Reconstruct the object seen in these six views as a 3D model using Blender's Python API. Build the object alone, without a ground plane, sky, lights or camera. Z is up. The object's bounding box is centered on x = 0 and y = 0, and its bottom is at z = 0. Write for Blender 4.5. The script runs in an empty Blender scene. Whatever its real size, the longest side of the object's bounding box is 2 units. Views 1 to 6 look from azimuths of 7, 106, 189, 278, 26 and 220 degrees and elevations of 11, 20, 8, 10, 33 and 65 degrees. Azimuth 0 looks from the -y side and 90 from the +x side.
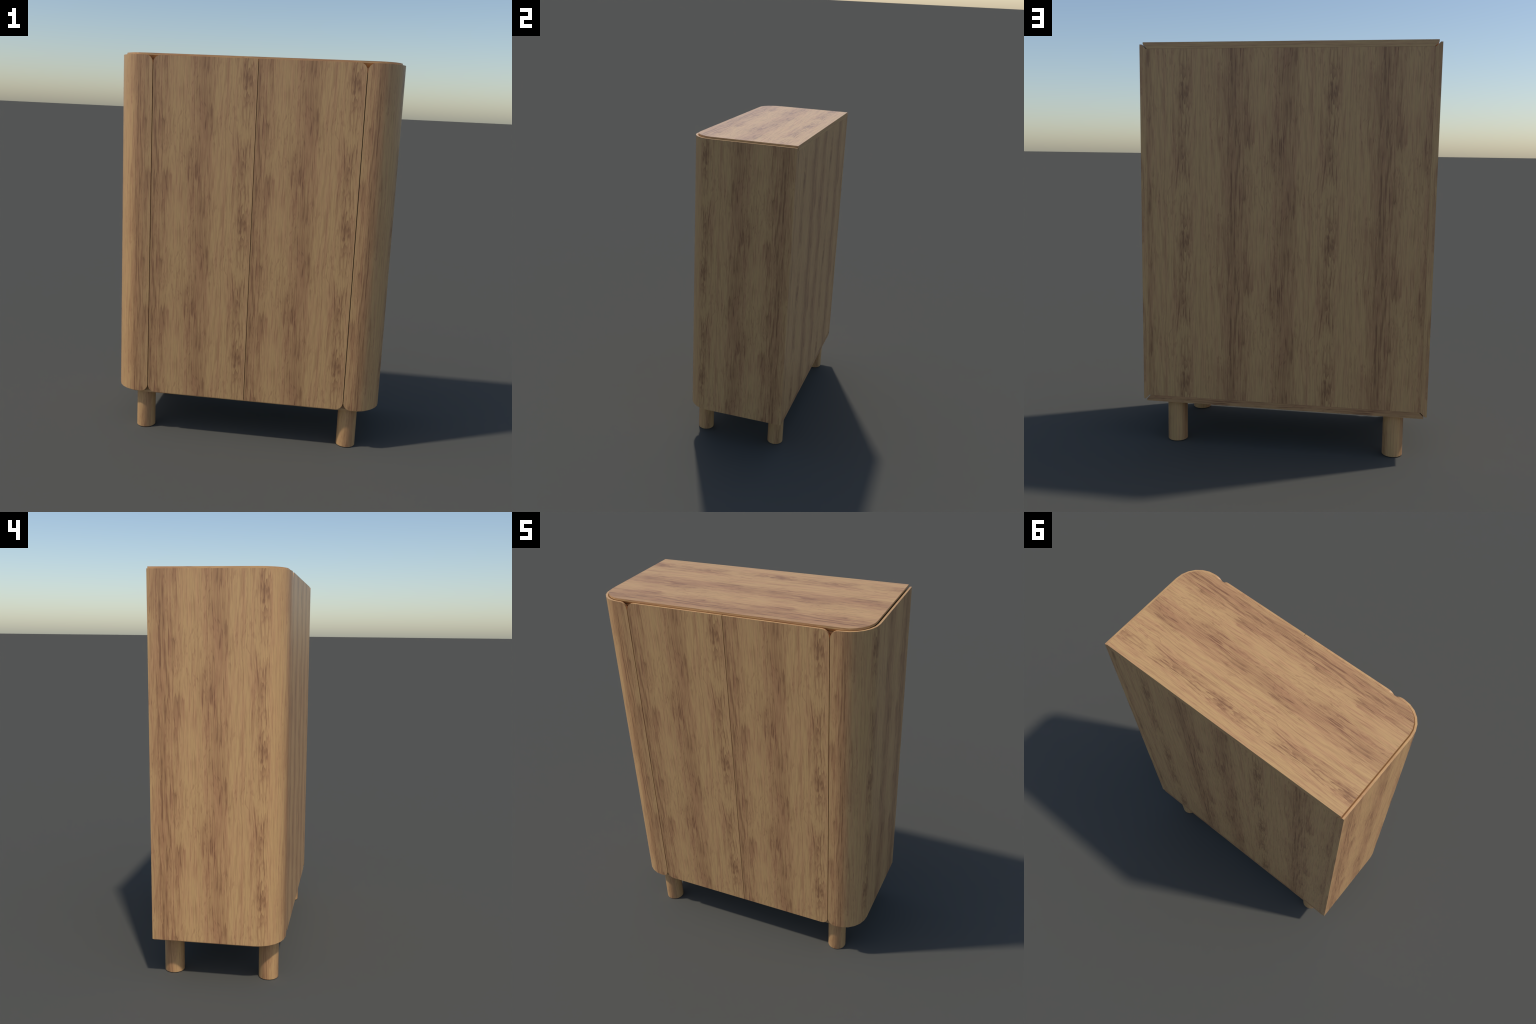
"""Oak-veneered two-door cabinet on four round legs.

Frame: metres, z up, front of the cabinet faces -y.
The shell (two wrap-round side panels + two doors) stands 1 cm lower than the
top slab and 1 cm higher than the bottom slab; shell and slabs meet in an
open 45-degree shadow groove that runs round the front and both sides.
"""
import bpy, bmesh, math

# ------------------------------------------------------------------ sizes
HALF_W   = 0.7137      # outer face of the side panels
Y_FRONT  = -0.3218     # outer face of doors
Y_BACK   = 0.3218
Z_TOP    = 2.0
Z_BASE   = 0.2148      # underside of the bottom slab = leg height
LIP      = 0.0100      # square part of every mitred edge
THICK    = 0.0302      # board thickness
GAP_H    = 0.0163      # horizontal set-back of the slabs from the shell face
GAP_V    = 0.0101      # vertical step between shell rim and slab
Z_SHELL_TOP = Z_TOP - GAP_V
Z_SHELL_LOW = Z_BASE + GAP_V
CORNER_R = 0.139       # big front corner radius of the shell
X_SEAM   = 0.5271      # seam between side panel and door
SEAM     = 0.0038      # width of the seams
EDGE_R   = 0.037       # rounding of board corners next to the side seams
LEG_R    = 0.0501
LEG_X, LEG_Y_FRONT, LEG_Y_BACK = 0.5544, -0.2366, 0.2513
TILE     = 0.718       # length after which the veneer picture repeats

CX = HALF_W - CORNER_R           # centre of the rounded front corner
CY = Y_FRONT + CORNER_R
TAU = 2 * math.pi

# ------------------------------------------------------------------ node maths
class Val:
    """A socket with operator overloading, so that masks read as formulas."""
    def __init__(self, tree, sock): self.t, self.s = tree, sock
    def _op(self, op, *args, clamp=False):
        n = self.t.nodes.new('ShaderNodeMath'); n.operation = op; n.use_clamp = clamp
        for i, a in enumerate((self,) + args):
            if isinstance(a, Val): self.t.links.new(a.s, n.inputs[i])
            else: n.inputs[i].default_value = float(a)
        return Val(self.t, n.outputs[0])
    def __add__(self, o): return self._op('ADD', o)
    __radd__ = __add__
    def __mul__(self, o): return self._op('MULTIPLY', o)
    __rmul__ = __mul__
    def __sub__(self, o): return self._op('SUBTRACT', o)
    def __rsub__(self, o): return (self * -1.0) + o
    def __truediv__(self, o): return self._op('DIVIDE', o)
    def sin(self): return self._op('SINE')
    def cos(self): return self._op('COSINE')
    def exp(self): return self._op('EXPONENT')
    def abs(self): return self._op('ABSOLUTE')
    def max(self, o): return self._op('MAXIMUM', o)
    def min(self, o): return self._op('MINIMUM', o)
    def wrap(self, half): return self._op('WRAP', half, -half)
    def atan2(self, o): return self._op('ARCTAN2', o)
    def clamp(self): return self._op('ADD', 0.0, clamp=True)
    def step(self, lo, hi):
        n = self.t.nodes.new('ShaderNodeMapRange'); n.interpolation_type = 'SMOOTHSTEP'
        self.t.links.new(self.s, n.inputs[0])
        n.inputs[1].default_value, n.inputs[2].default_value = lo, hi
        return Val(self.t, n.outputs[0])


def ring_noise(u, v, across, along, seed, detail=2.0, rough=0.5):
    """Noise that repeats every TILE in both directions: (u, v) is laid on a
    torus in 4D.  across / along = cells per tile over and along the grain."""
    t = u.t
    a, b = u * (TAU / TILE), v * (TAU / TILE)
    ru, rv = across / TAU, along / TAU
    comb = t.nodes.new('ShaderNodeCombineXYZ')
    for i, s in enumerate((a.cos() * ru + seed * 7.31, a.sin() * ru + seed * 3.77, b.cos() * rv + seed * 1.93)):
        t.links.new(s.s, comb.inputs[i])
    n = t.nodes.new('ShaderNodeTexNoise'); n.noise_dimensions = '4D'
    n.inputs['Scale'].default_value = 1.0
    n.inputs['Detail'].default_value = detail
    n.inputs['Roughness'].default_value = rough
    t.links.new(comb.outputs[0], n.inputs['Vector'])
    t.links.new((b.sin() * rv + seed * 5.11).s, n.inputs['W'])
    return Val(t, n.outputs[0])


def spot(u, v, fu, fv, su, sv):
    """Soft elliptical patch, centre and size in fractions of the tile."""
    du = (u - fu * TILE).wrap(TILE / 2) / (su * TILE)
    dv = (v - fv * TILE).wrap(TILE / 2) / (sv * TILE)
    return ((du * du + dv * dv) * -0.5).exp()


# soft dark heartwood patches: place across, place along, size across, size along, strength
PATCHES = [
    (0.33, 0.50, 0.065, 5.00, 0.38), (0.69, 0.50, 0.050, 5.00, 0.36), (0.01, 0.50, 0.030, 5.00, 0.22),
    (0.335, 0.68, 0.055, 0.17, 0.40), (0.345, 0.24, 0.050, 0.18, 0.36), (0.28, 0.02, 0.050, 0.13, 0.30),
    (0.70, 0.72, 0.045, 0.19, 0.50), (0.655, 0.08, 0.050, 0.14, 0.36), (0.61, 0.37, 0.055, 0.12, 0.45),
    (0.945, 0.43, 0.035, 0.11, 0.55), (0.95, 0.14, 0.030, 0.11, 0.28), (0.42, 0.18, 0.030, 0.11, 0.35),
]
# torn dark marks of the cathedral figure: centre across, crest along (both in
# metres from the figure), half width, length of the fading tail, strength
MARKS = [
    (-0.007, 0.030, 0.0110, 0.055, 1.00), (0.013, -0.004, 0.0070, 0.045, 0.85),
    (-0.007, -0.080, 0.0105, 0.050, 0.95), (0.012, -0.094, 0.0060, 0.020, 0.70),
    (0.020, 0.062, 0.0090, 0.028, 0.55), (-0.013, -0.405, 0.0050, 0.026, 0.75),
    (-0.018, -0.462, 0.0060, 0.022, 0.75), (-0.032, -0.520, 0.0045, 0.045, 0.60),
    (-0.418, -0.318, 0.0110, 0.008, 0.60), (-0.420, -0.370, 0.0120, 0.007, 0.60),
    (-0.412, -0.480, 0.0090, 0.060, 0.80), (-0.388, -0.505, 0.0060, 0.040, 0.60),
    (-0.426, -0.215, 0.0055, 0.060, 0.75), (-0.424, 0.090, 0.0050, 0.070, 0.70),
    (-0.183, -0.140, 0.0045, 0.130, 0.60), (-0.166, -0.310, 0.0040, 0.045, 0.45),
]


def torn_mark(u, v, cu, cv, width, tail):
    """Flame: crisp crest on top, fading away down the grain."""
    du = (u - cu).wrap(TILE / 2) / (width * 1.25)
    t = (v - cv + tail * 0.5).wrap(TILE / 2) - tail * 0.5
    return ((t / tail).min(0.0) - du * du * 0.5).exp() * t.step(0.006, -0.004)


def arches(du, v, count, bow):
    """Nested arches of flat-sawn wood; a whole number per tile so that the
    figure repeats cleanly."""
    return ((v + du * du * bow) * (count / TILE))._op('FRACT')


def oak_group():
    g = bpy.data.node_groups.new('oak_veneer_figure', 'ShaderNodeTree')
    g.interface.new_socket('u', in_out='INPUT', socket_type='NodeSocketFloat')
    g.interface.new_socket('v', in_out='INPUT', socket_type='NodeSocketFloat')
    g.interface.new_socket('Color', in_out='OUTPUT', socket_type='NodeSocketColor')
    g.interface.new_socket('Height', in_out='OUTPUT', socket_type='NodeSocketFloat')
    gi, go = g.nodes.new('NodeGroupInput'), g.nodes.new('NodeGroupOutput')
    u0, v = Val(g, gi.outputs[0]), Val(g, gi.outputs[1])

    # the fibres wander, bulge round the figure, and tear finely
    sway = ring_noise(u0, v, 8, 2.6, 1, 1.0) - 0.5
    swirl = ring_noise(u0, v, 26, 8.0, 2, 1.0) - 0.5
    d0 = (u0 + sway * 0.012 + 0.005).wrap(TILE / 2)
    heart = ((d0 * d0) / (-2 * 0.032 ** 2)).exp()          # the flat-sawn heart of the board
    waist = ((v + 0.07) * (TAU / TILE)).cos()
    u = u0 + sway * 0.024 + swirl * 0.0055 - d0 * heart * waist * 0.42
    tear = ring_noise(u, v, 130, 9, 3, 2.0, 0.6) - 0.5

    # broad darker zones with soft, streaky borders
    vt, ut = v + tear * 0.30, u0 + sway * 0.012 + swirl * 0.022
    dark = None
    for fu, fv, su, sv, k in PATCHES:
        p = spot(ut, vt, fu, fv, su, sv) * k
        dark = p if dark is None else dark + p
    cloud = ring_noise(u0, v, 14, 5.0, 4, 3.0, 0.6) - 0.5
    streak = ring_noise(u, v, 46, 6.0, 13, 2.0, 0.6) - 0.5
    dark = (dark + cloud * 0.60 + streak * 0.85 + tear * 0.2).step(-0.15, 1.10)

    # annual lines: long and thin, crowded where the wood is dark
    lines = ring_noise(u, v, 72, 4.2, 5, 1.0, 0.5).step(0.54, 0.625)
    lines2 = ring_noise(u, v, 180, 5.0, 6, 1.0, 0.6).step(0.45, 0.68)
    # short leaning flecks
    lean = ring_noise(u0, v, 7, 4, 9, 0.0) - 0.5
    fleck = ring_noise(u + lean * 0.07, v, 120, 20, 7, 1.0, 0.5).step(0.58, 0.68)
    area = (lean + dark * 0.35).step(-0.10, 0.22)
    fine = ring_noise(u, v, 330, 10, 10, 2.0, 0.75) - 0.5

    # cathedral figure: faint nested arches, and torn marks on top
    prong = ring_noise(u0, v, 84, 4, 12, 1.0) - 0.5
    tooth = u0 + tear * 0.008 + swirl * 0.010
    vj = v + prong * 0.13 + tear * 0.03
    d1 = (tooth + 0.005).wrap(TILE / 2)
    saw = arches(d1, vj + sway * 0.08, 7, 70.0)
    crest = saw.step(0.72, 0.95) * saw.step(1.0, 0.965) * ((d1 * d1) / (-2 * 0.030 ** 2)).exp()
    marks = None
    for cu, cv, w, tail, k in MARKS:
        p = torn_mark(tooth, vj, cu, cv, w, tail) * k
        marks = p if marks is None else marks.max(p)
    figure = marks * 0.70 + crest * 0.22

    tone = dark * 0.43 + lines * (dark * 0.30 + heart * 0.20 + 0.15) + lines2 * (dark * 0.16 + 0.19) \
        + fleck * area * 0.24 + figure + fine * 0.70 + cloud * 0.10 + 0.03
    tone = tone.clamp()

    ramp = g.nodes.new('ShaderNodeValToRGB')
    cr = ramp.color_ramp
    cr.elements[0].position, cr.elements[0].color = 0.0, (*PALE, 1)
    cr.elements[1].position, cr.elements[1].color = 1.0, (*DEEP, 1)
    e = cr.elements.new(0.5); e.color = (*MID, 1)
    g.links.new(tone.s, ramp.inputs[0])
    # rosy and straw-coloured streaks
    blush = ring_noise(u, v, 40, 3.0, 11, 2.0, 0.6).step(0.38, 0.66)
    mix = g.nodes.new('ShaderNodeMix'); mix.data_type = 'RGBA'; mix.blend_type = 'MULTIPLY'
    mix.inputs['B'].default_value = (*BLUSH, 1)
    g.links.new((blush * 0.9).s, mix.inputs['Factor'])
    g.links.new(ramp.outputs[0], mix.inputs['A'])
    g.links.new(mix.outputs['Result'], go.inputs[0])
    g.links.new((fine * 0.6 - lines2 * 0.3 - fleck * 0.3).s, go.inputs[1])
    return g


PALE = (0.655, 0.392, 0.166)
MID  = (0.468, 0.246, 0.108)
DEEP = (0.285, 0.134, 0.060)
BLUSH = (1.0, 0.935, 0.99)


def oak_material(name, mapping):
    """mapping(x, y, z) -> (u, v): metres across and along the grain, measured
    from the cathedral figure of the veneer."""
    m = bpy.data.materials.new(name); m.use_nodes = True
    t = m.node_tree
    bsdf = t.nodes['Principled BSDF']
    tc = t.nodes.new('ShaderNodeTexCoord'); sep = t.nodes.new('ShaderNodeSeparateXYZ')
    t.links.new(tc.outputs['Object'], sep.inputs[0])
    x, y, z = (Val(t, sep.outputs[i]) for i in range(3))
    u, v = mapping(x, y, z)
    grp = t.nodes.new('ShaderNodeGroup'); grp.node_tree = OAK
    t.links.new(u.s, grp.inputs[0]); t.links.new(v.s, grp.inputs[1])
    t.links.new(grp.outputs[0], bsdf.inputs['Base Color'])
    bump = t.nodes.new('ShaderNodeBump')
    bump.inputs['Strength'].default_value = 0.10
    bump.inputs['Distance'].default_value = 0.0006
    t.links.new(grp.outputs[1], bump.inputs['Height'])
    t.links.new(bump.outputs[0], bsdf.inputs['Normal'])
    bsdf.inputs['Roughness'].default_value = 0.43
    bsdf.inputs['Specular IOR Level'].default_value = 0.5
    return m


OAK = oak_group()
Z0 = 1.897                                   # height of the figure on the upright boards

def map_side(x, y, z):
    """unrolls the board: flat flank, rounded corner, short flat front."""
    ax = x.abs()
    flank = (y - CY).max(0.0)
    angle = ((y * -1.0) + CY).max(0.0).atan2((ax - CX).max(1e-5))
    front = (ax * -1.0 + CX).max(0.0)
    s = angle * CORNER_R + front - flank     # grows from back to front
    s = s + (s - 0.05).max(0.0) * 0.55       # the veneer picture is squeezed round the bend
    back_edge = (y - (Y_BACK - 0.001)).max(0.0) * 1000.0
    return s - 0.044 + (ax - HALF_W) * back_edge, z - Z0

MAT_SIDE = oak_material('oak_side', map_side)
MAT_DOOR_L = oak_material('oak_door_left', lambda x, y, z: (x + 0.040 + (y - Y_FRONT), z - Z0))
MAT_DOOR_R = oak_material('oak_door_right', lambda x, y, z: (x - 0.486 + (y - Y_FRONT), z - Z0))
MAT_BACK = oak_material('oak_back', lambda x, y, z: (x * -1.0 + 0.487, z * -1.0 + 1.757))
MAT_SLAB = oak_material('oak_slab', lambda x, y, z: (y - 0.230 + (z - Z_TOP), x - 0.060))
def map_rim(x, y, z):
    """thin edges: the grain follows the edge round the cabinet"""
    s, _ = map_side(x, y, z)
    return (z - Z_TOP) * 0.6 + 0.10, s * 0.8 + x * 0.6

MAT_RIM = oak_material('oak_edge_band', map_rim)
MAT_LEG = oak_material('oak_leg', lambda x, y, z: (y.atan2(x) * (TILE / TAU) + 0.63, z - 0.45))


# ------------------------------------------------------------------ mesh helpers
ROOT = bpy.data.objects.new('cabinet', None)
bpy.context.scene.collection.objects.link(ROOT)
ROOT['label'] = 'tall oak veneer cabinet with two doors, rounded front corners, round legs'
ROOT['category'] = 'cabinet'


def add_part(name, bm, mat, parent=ROOT, loc=(0, 0, 0), edge_band=None):
    bmesh.ops.remove_doubles(bm, verts=bm.verts, dist=1e-6)
    bmesh.ops.dissolve_degenerate(bm, edges=bm.edges, dist=1e-6)
    bmesh.ops.recalc_face_normals(bm, faces=bm.faces)
    for f in bm.faces: f.smooth = True
    for e in bm.edges:
        e.smooth = len(e.link_faces) == 2 and e.calc_face_angle(0) < math.radians(25)
    me = bpy.data.meshes.new(name)
    bm.to_mesh(me); bm.free()
    me.materials.append(mat)
    if edge_band:
        me.materials.append(MAT_RIM)
        for p in me.polygons:
            p.material_index = int(edge_band(p.normal))
    ob = bpy.data.objects.new(name, me)
    bpy.context.scene.collection.objects.link(ob)
    ob.parent = parent
    ob.location = loc
    return ob


BEVEL = THICK - LIP


def sweep_board(stations):
    """Upright board with a square lip in front and a 45-degree mitre behind it.
    stations: (point on outer face, inward normal, direction along the board away
    from its rounded end, angle round the rounded corner: 90 deg = straight part)"""
    bm = bmesh.new(); rings = []
    for (px, py), (nx, ny), (tx, ty), a in stations:
        drop = EDGE_R * (1 - math.sin(a))
        hi, lo = Z_SHELL_TOP - drop, Z_SHELL_LOW + drop
        shift, cut = 0.0, BEVEL
        ring = [(0, 0, lo), (0, 0, hi), (LIP, 0, hi), (THICK, shift, hi - cut), (THICK, shift, lo + cut), (LIP, 0, lo)]
        rings.append([bm.verts.new((px + nx * d + tx * k, py + ny * d + ty * k, h)) for d, k, h in ring])
    for p, q in zip(rings, rings[1:]):
        for i in range(6):
            j = (i + 1) % 6
            bm.faces.new((p[i], p[j], q[j], q[i]))
    for e in (rings[0], rings[-1]):
        bm.faces.new((e[0], e[1], e[2], e[5])); bm.faces.new((e[2], e[3], e[4], e[5]))
    return bm


def corner_angles(steps=5):
    return [math.pi / 2 * i / steps for i in range(steps + 1)]


# ------------------------------------------------------------------ shell
def side_panel(sign):
    flat = math.pi / 2
    st = [((sign * HALF_W, Y_BACK), (-sign, 0), (0, 0), flat)]
    n = 6
    for i in range(n + 1):
        a = math.pi / 2 * i / n
        c, s = math.cos(a), math.sin(a)
        st.append(((sign * (CX + CORNER_R * c), CY - CORNER_R * s), (-sign * c, s), (0, 0), flat))
    end = X_SEAM + SEAM / 2
    for a in reversed(corner_angles()):
        st.append(((sign * (end + EDGE_R * (1 - math.cos(a))), Y_FRONT), (0, 1), (sign, 0), a))
    return add_part('side_panel', sweep_board(st), MAT_SIDE, edge_band=lambda n: abs(n.z) > 0.15)


def door(sign, mat):
    outer, inner = X_SEAM - SEAM / 2, SEAM / 2 * 0.8
    st = [((sign * (outer - EDGE_R * (1 - math.cos(a))), Y_FRONT), (0, 1), (-sign, 0), a) for a in corner_angles()]
    st.append(((sign * inner, Y_FRONT), (0, 1), (0, 0), math.pi / 2))
    return add_part('door', sweep_board(st), mat, edge_band=lambda n: abs(n.z) > 0.15)


side_panel(-1); side_panel(1)
door(-1, MAT_DOOR_L); door(1, MAT_DOOR_R)


# ------------------------------------------------------------------ slabs
def slab_outline(d, n=6):
    """plan of the shell set in by d at the front and the flanks, flush at the back"""
    r = CORNER_R - d
    pts = [(HALF_W - d, Y_BACK)]
    for i in range(n + 1):
        a = math.pi / 2 * i / n
        pts.append((CX + r * math.cos(a), CY - r * math.sin(a)))
    return pts + [(-x, y) for x, y in reversed(pts)]


def slab(name, z_face, direction):
    """direction -1: mitre tapers downward (top slab), +1: upward (bottom slab)"""
    bev = THICK - LIP
    levels = [(GAP_H, z_face), (GAP_H, z_face + direction * LIP), (GAP_H + bev, z_face + direction * THICK)]
    bm = bmesh.new()
    rings = [[bm.verts.new((x, y, z)) for x, y in slab_outline(d)] for d, z in levels]
    for a, b in zip(rings, rings[1:]):
        for i in range(len(a)):
            j = (i + 1) % len(a)
            bm.faces.new((a[i], a[j], b[j], b[i]))
    bm.faces.new(rings[0]); bm.faces.new(list(reversed(rings[-1])))
    return add_part(name, bm, MAT_SLAB, edge_band=lambda n: abs(n.z) < 0.8 and abs(n.x) > 0.3)


slab('top_slab', Z_TOP, -1)
slab('bottom_slab', Z_BASE, 1)


# ------------------------------------------------------------------ back
def box(x0, x1, y0, y1, z0, z1, bm=None):
    bm = bm or bmesh.new()
    m = bmesh.ops.create_cube(bm, size=1.0)['verts']
    for v in m:
        v.co.x = x0 + (v.co.x + 0.5) * (x1 - x0)
        v.co.y = y0 + (v.co.y + 0.5) * (y1 - y0)
        v.co.z = z0 + (v.co.z + 0.5) * (z1 - z0)
    return bm


Z_IN_HI, Z_IN_LO = Z_TOP - THICK, Z_BASE + THICK
X_IN = HALF_W - THICK
BACK_T = 0.020
add_part('back_panel', box(-X_IN + 0.0003, X_IN - 0.0003, Y_BACK - BACK_T, Y_BACK - 0.0004,
                           Z_IN_LO + 0.0003, Z_IN_HI - 0.0003), MAT_BACK)


for z0, z1 in ((Z_IN_HI - 0.060, Z_IN_HI - 0.0005), (Z_IN_LO + 0.0005, Z_IN_LO + 0.060)):
    # rails that carry the slabs behind the doors, glimpsed in the corner notches
    add_part('inner_rail', box(-0.600, 0.600, Y_FRONT + 0.0325, Y_FRONT + 0.072, z0, z1), MAT_SLAB)


# ------------------------------------------------------------------ legs
def leg_mesh():
    bm = bmesh.new()
    n, ch = 40, 0.0012
    rings = []
    for r, z in ((LEG_R - ch, 0.0), (LEG_R, ch), (LEG_R, Z_BASE - 0.0004)):
        rings.append([bm.verts.new((r * math.cos(TAU * i / n), r * math.sin(TAU * i / n), z)) for i in range(n)])
    for a, b in zip(rings, rings[1:]):
        for i in range(n):
            j = (i + 1) % n
            bm.faces.new((a[i], a[j], b[j], b[i]))
    bm.faces.new(list(reversed(rings[0]))); bm.faces.new(rings[-1])
    return bm


first = add_part('leg', leg_mesh(), MAT_LEG, loc=(-LEG_X, LEG_Y_FRONT, 0))
for px, py, turn in ((LEG_X, LEG_Y_FRONT, 0.0), (-LEG_X, LEG_Y_BACK, 0.0), (LEG_X, LEG_Y_BACK, 0.0)):
    leg = first.copy()
    leg.location = (px, py, 0)
    leg.rotation_euler = (0, 0, turn)
    bpy.context.scene.collection.objects.link(leg)
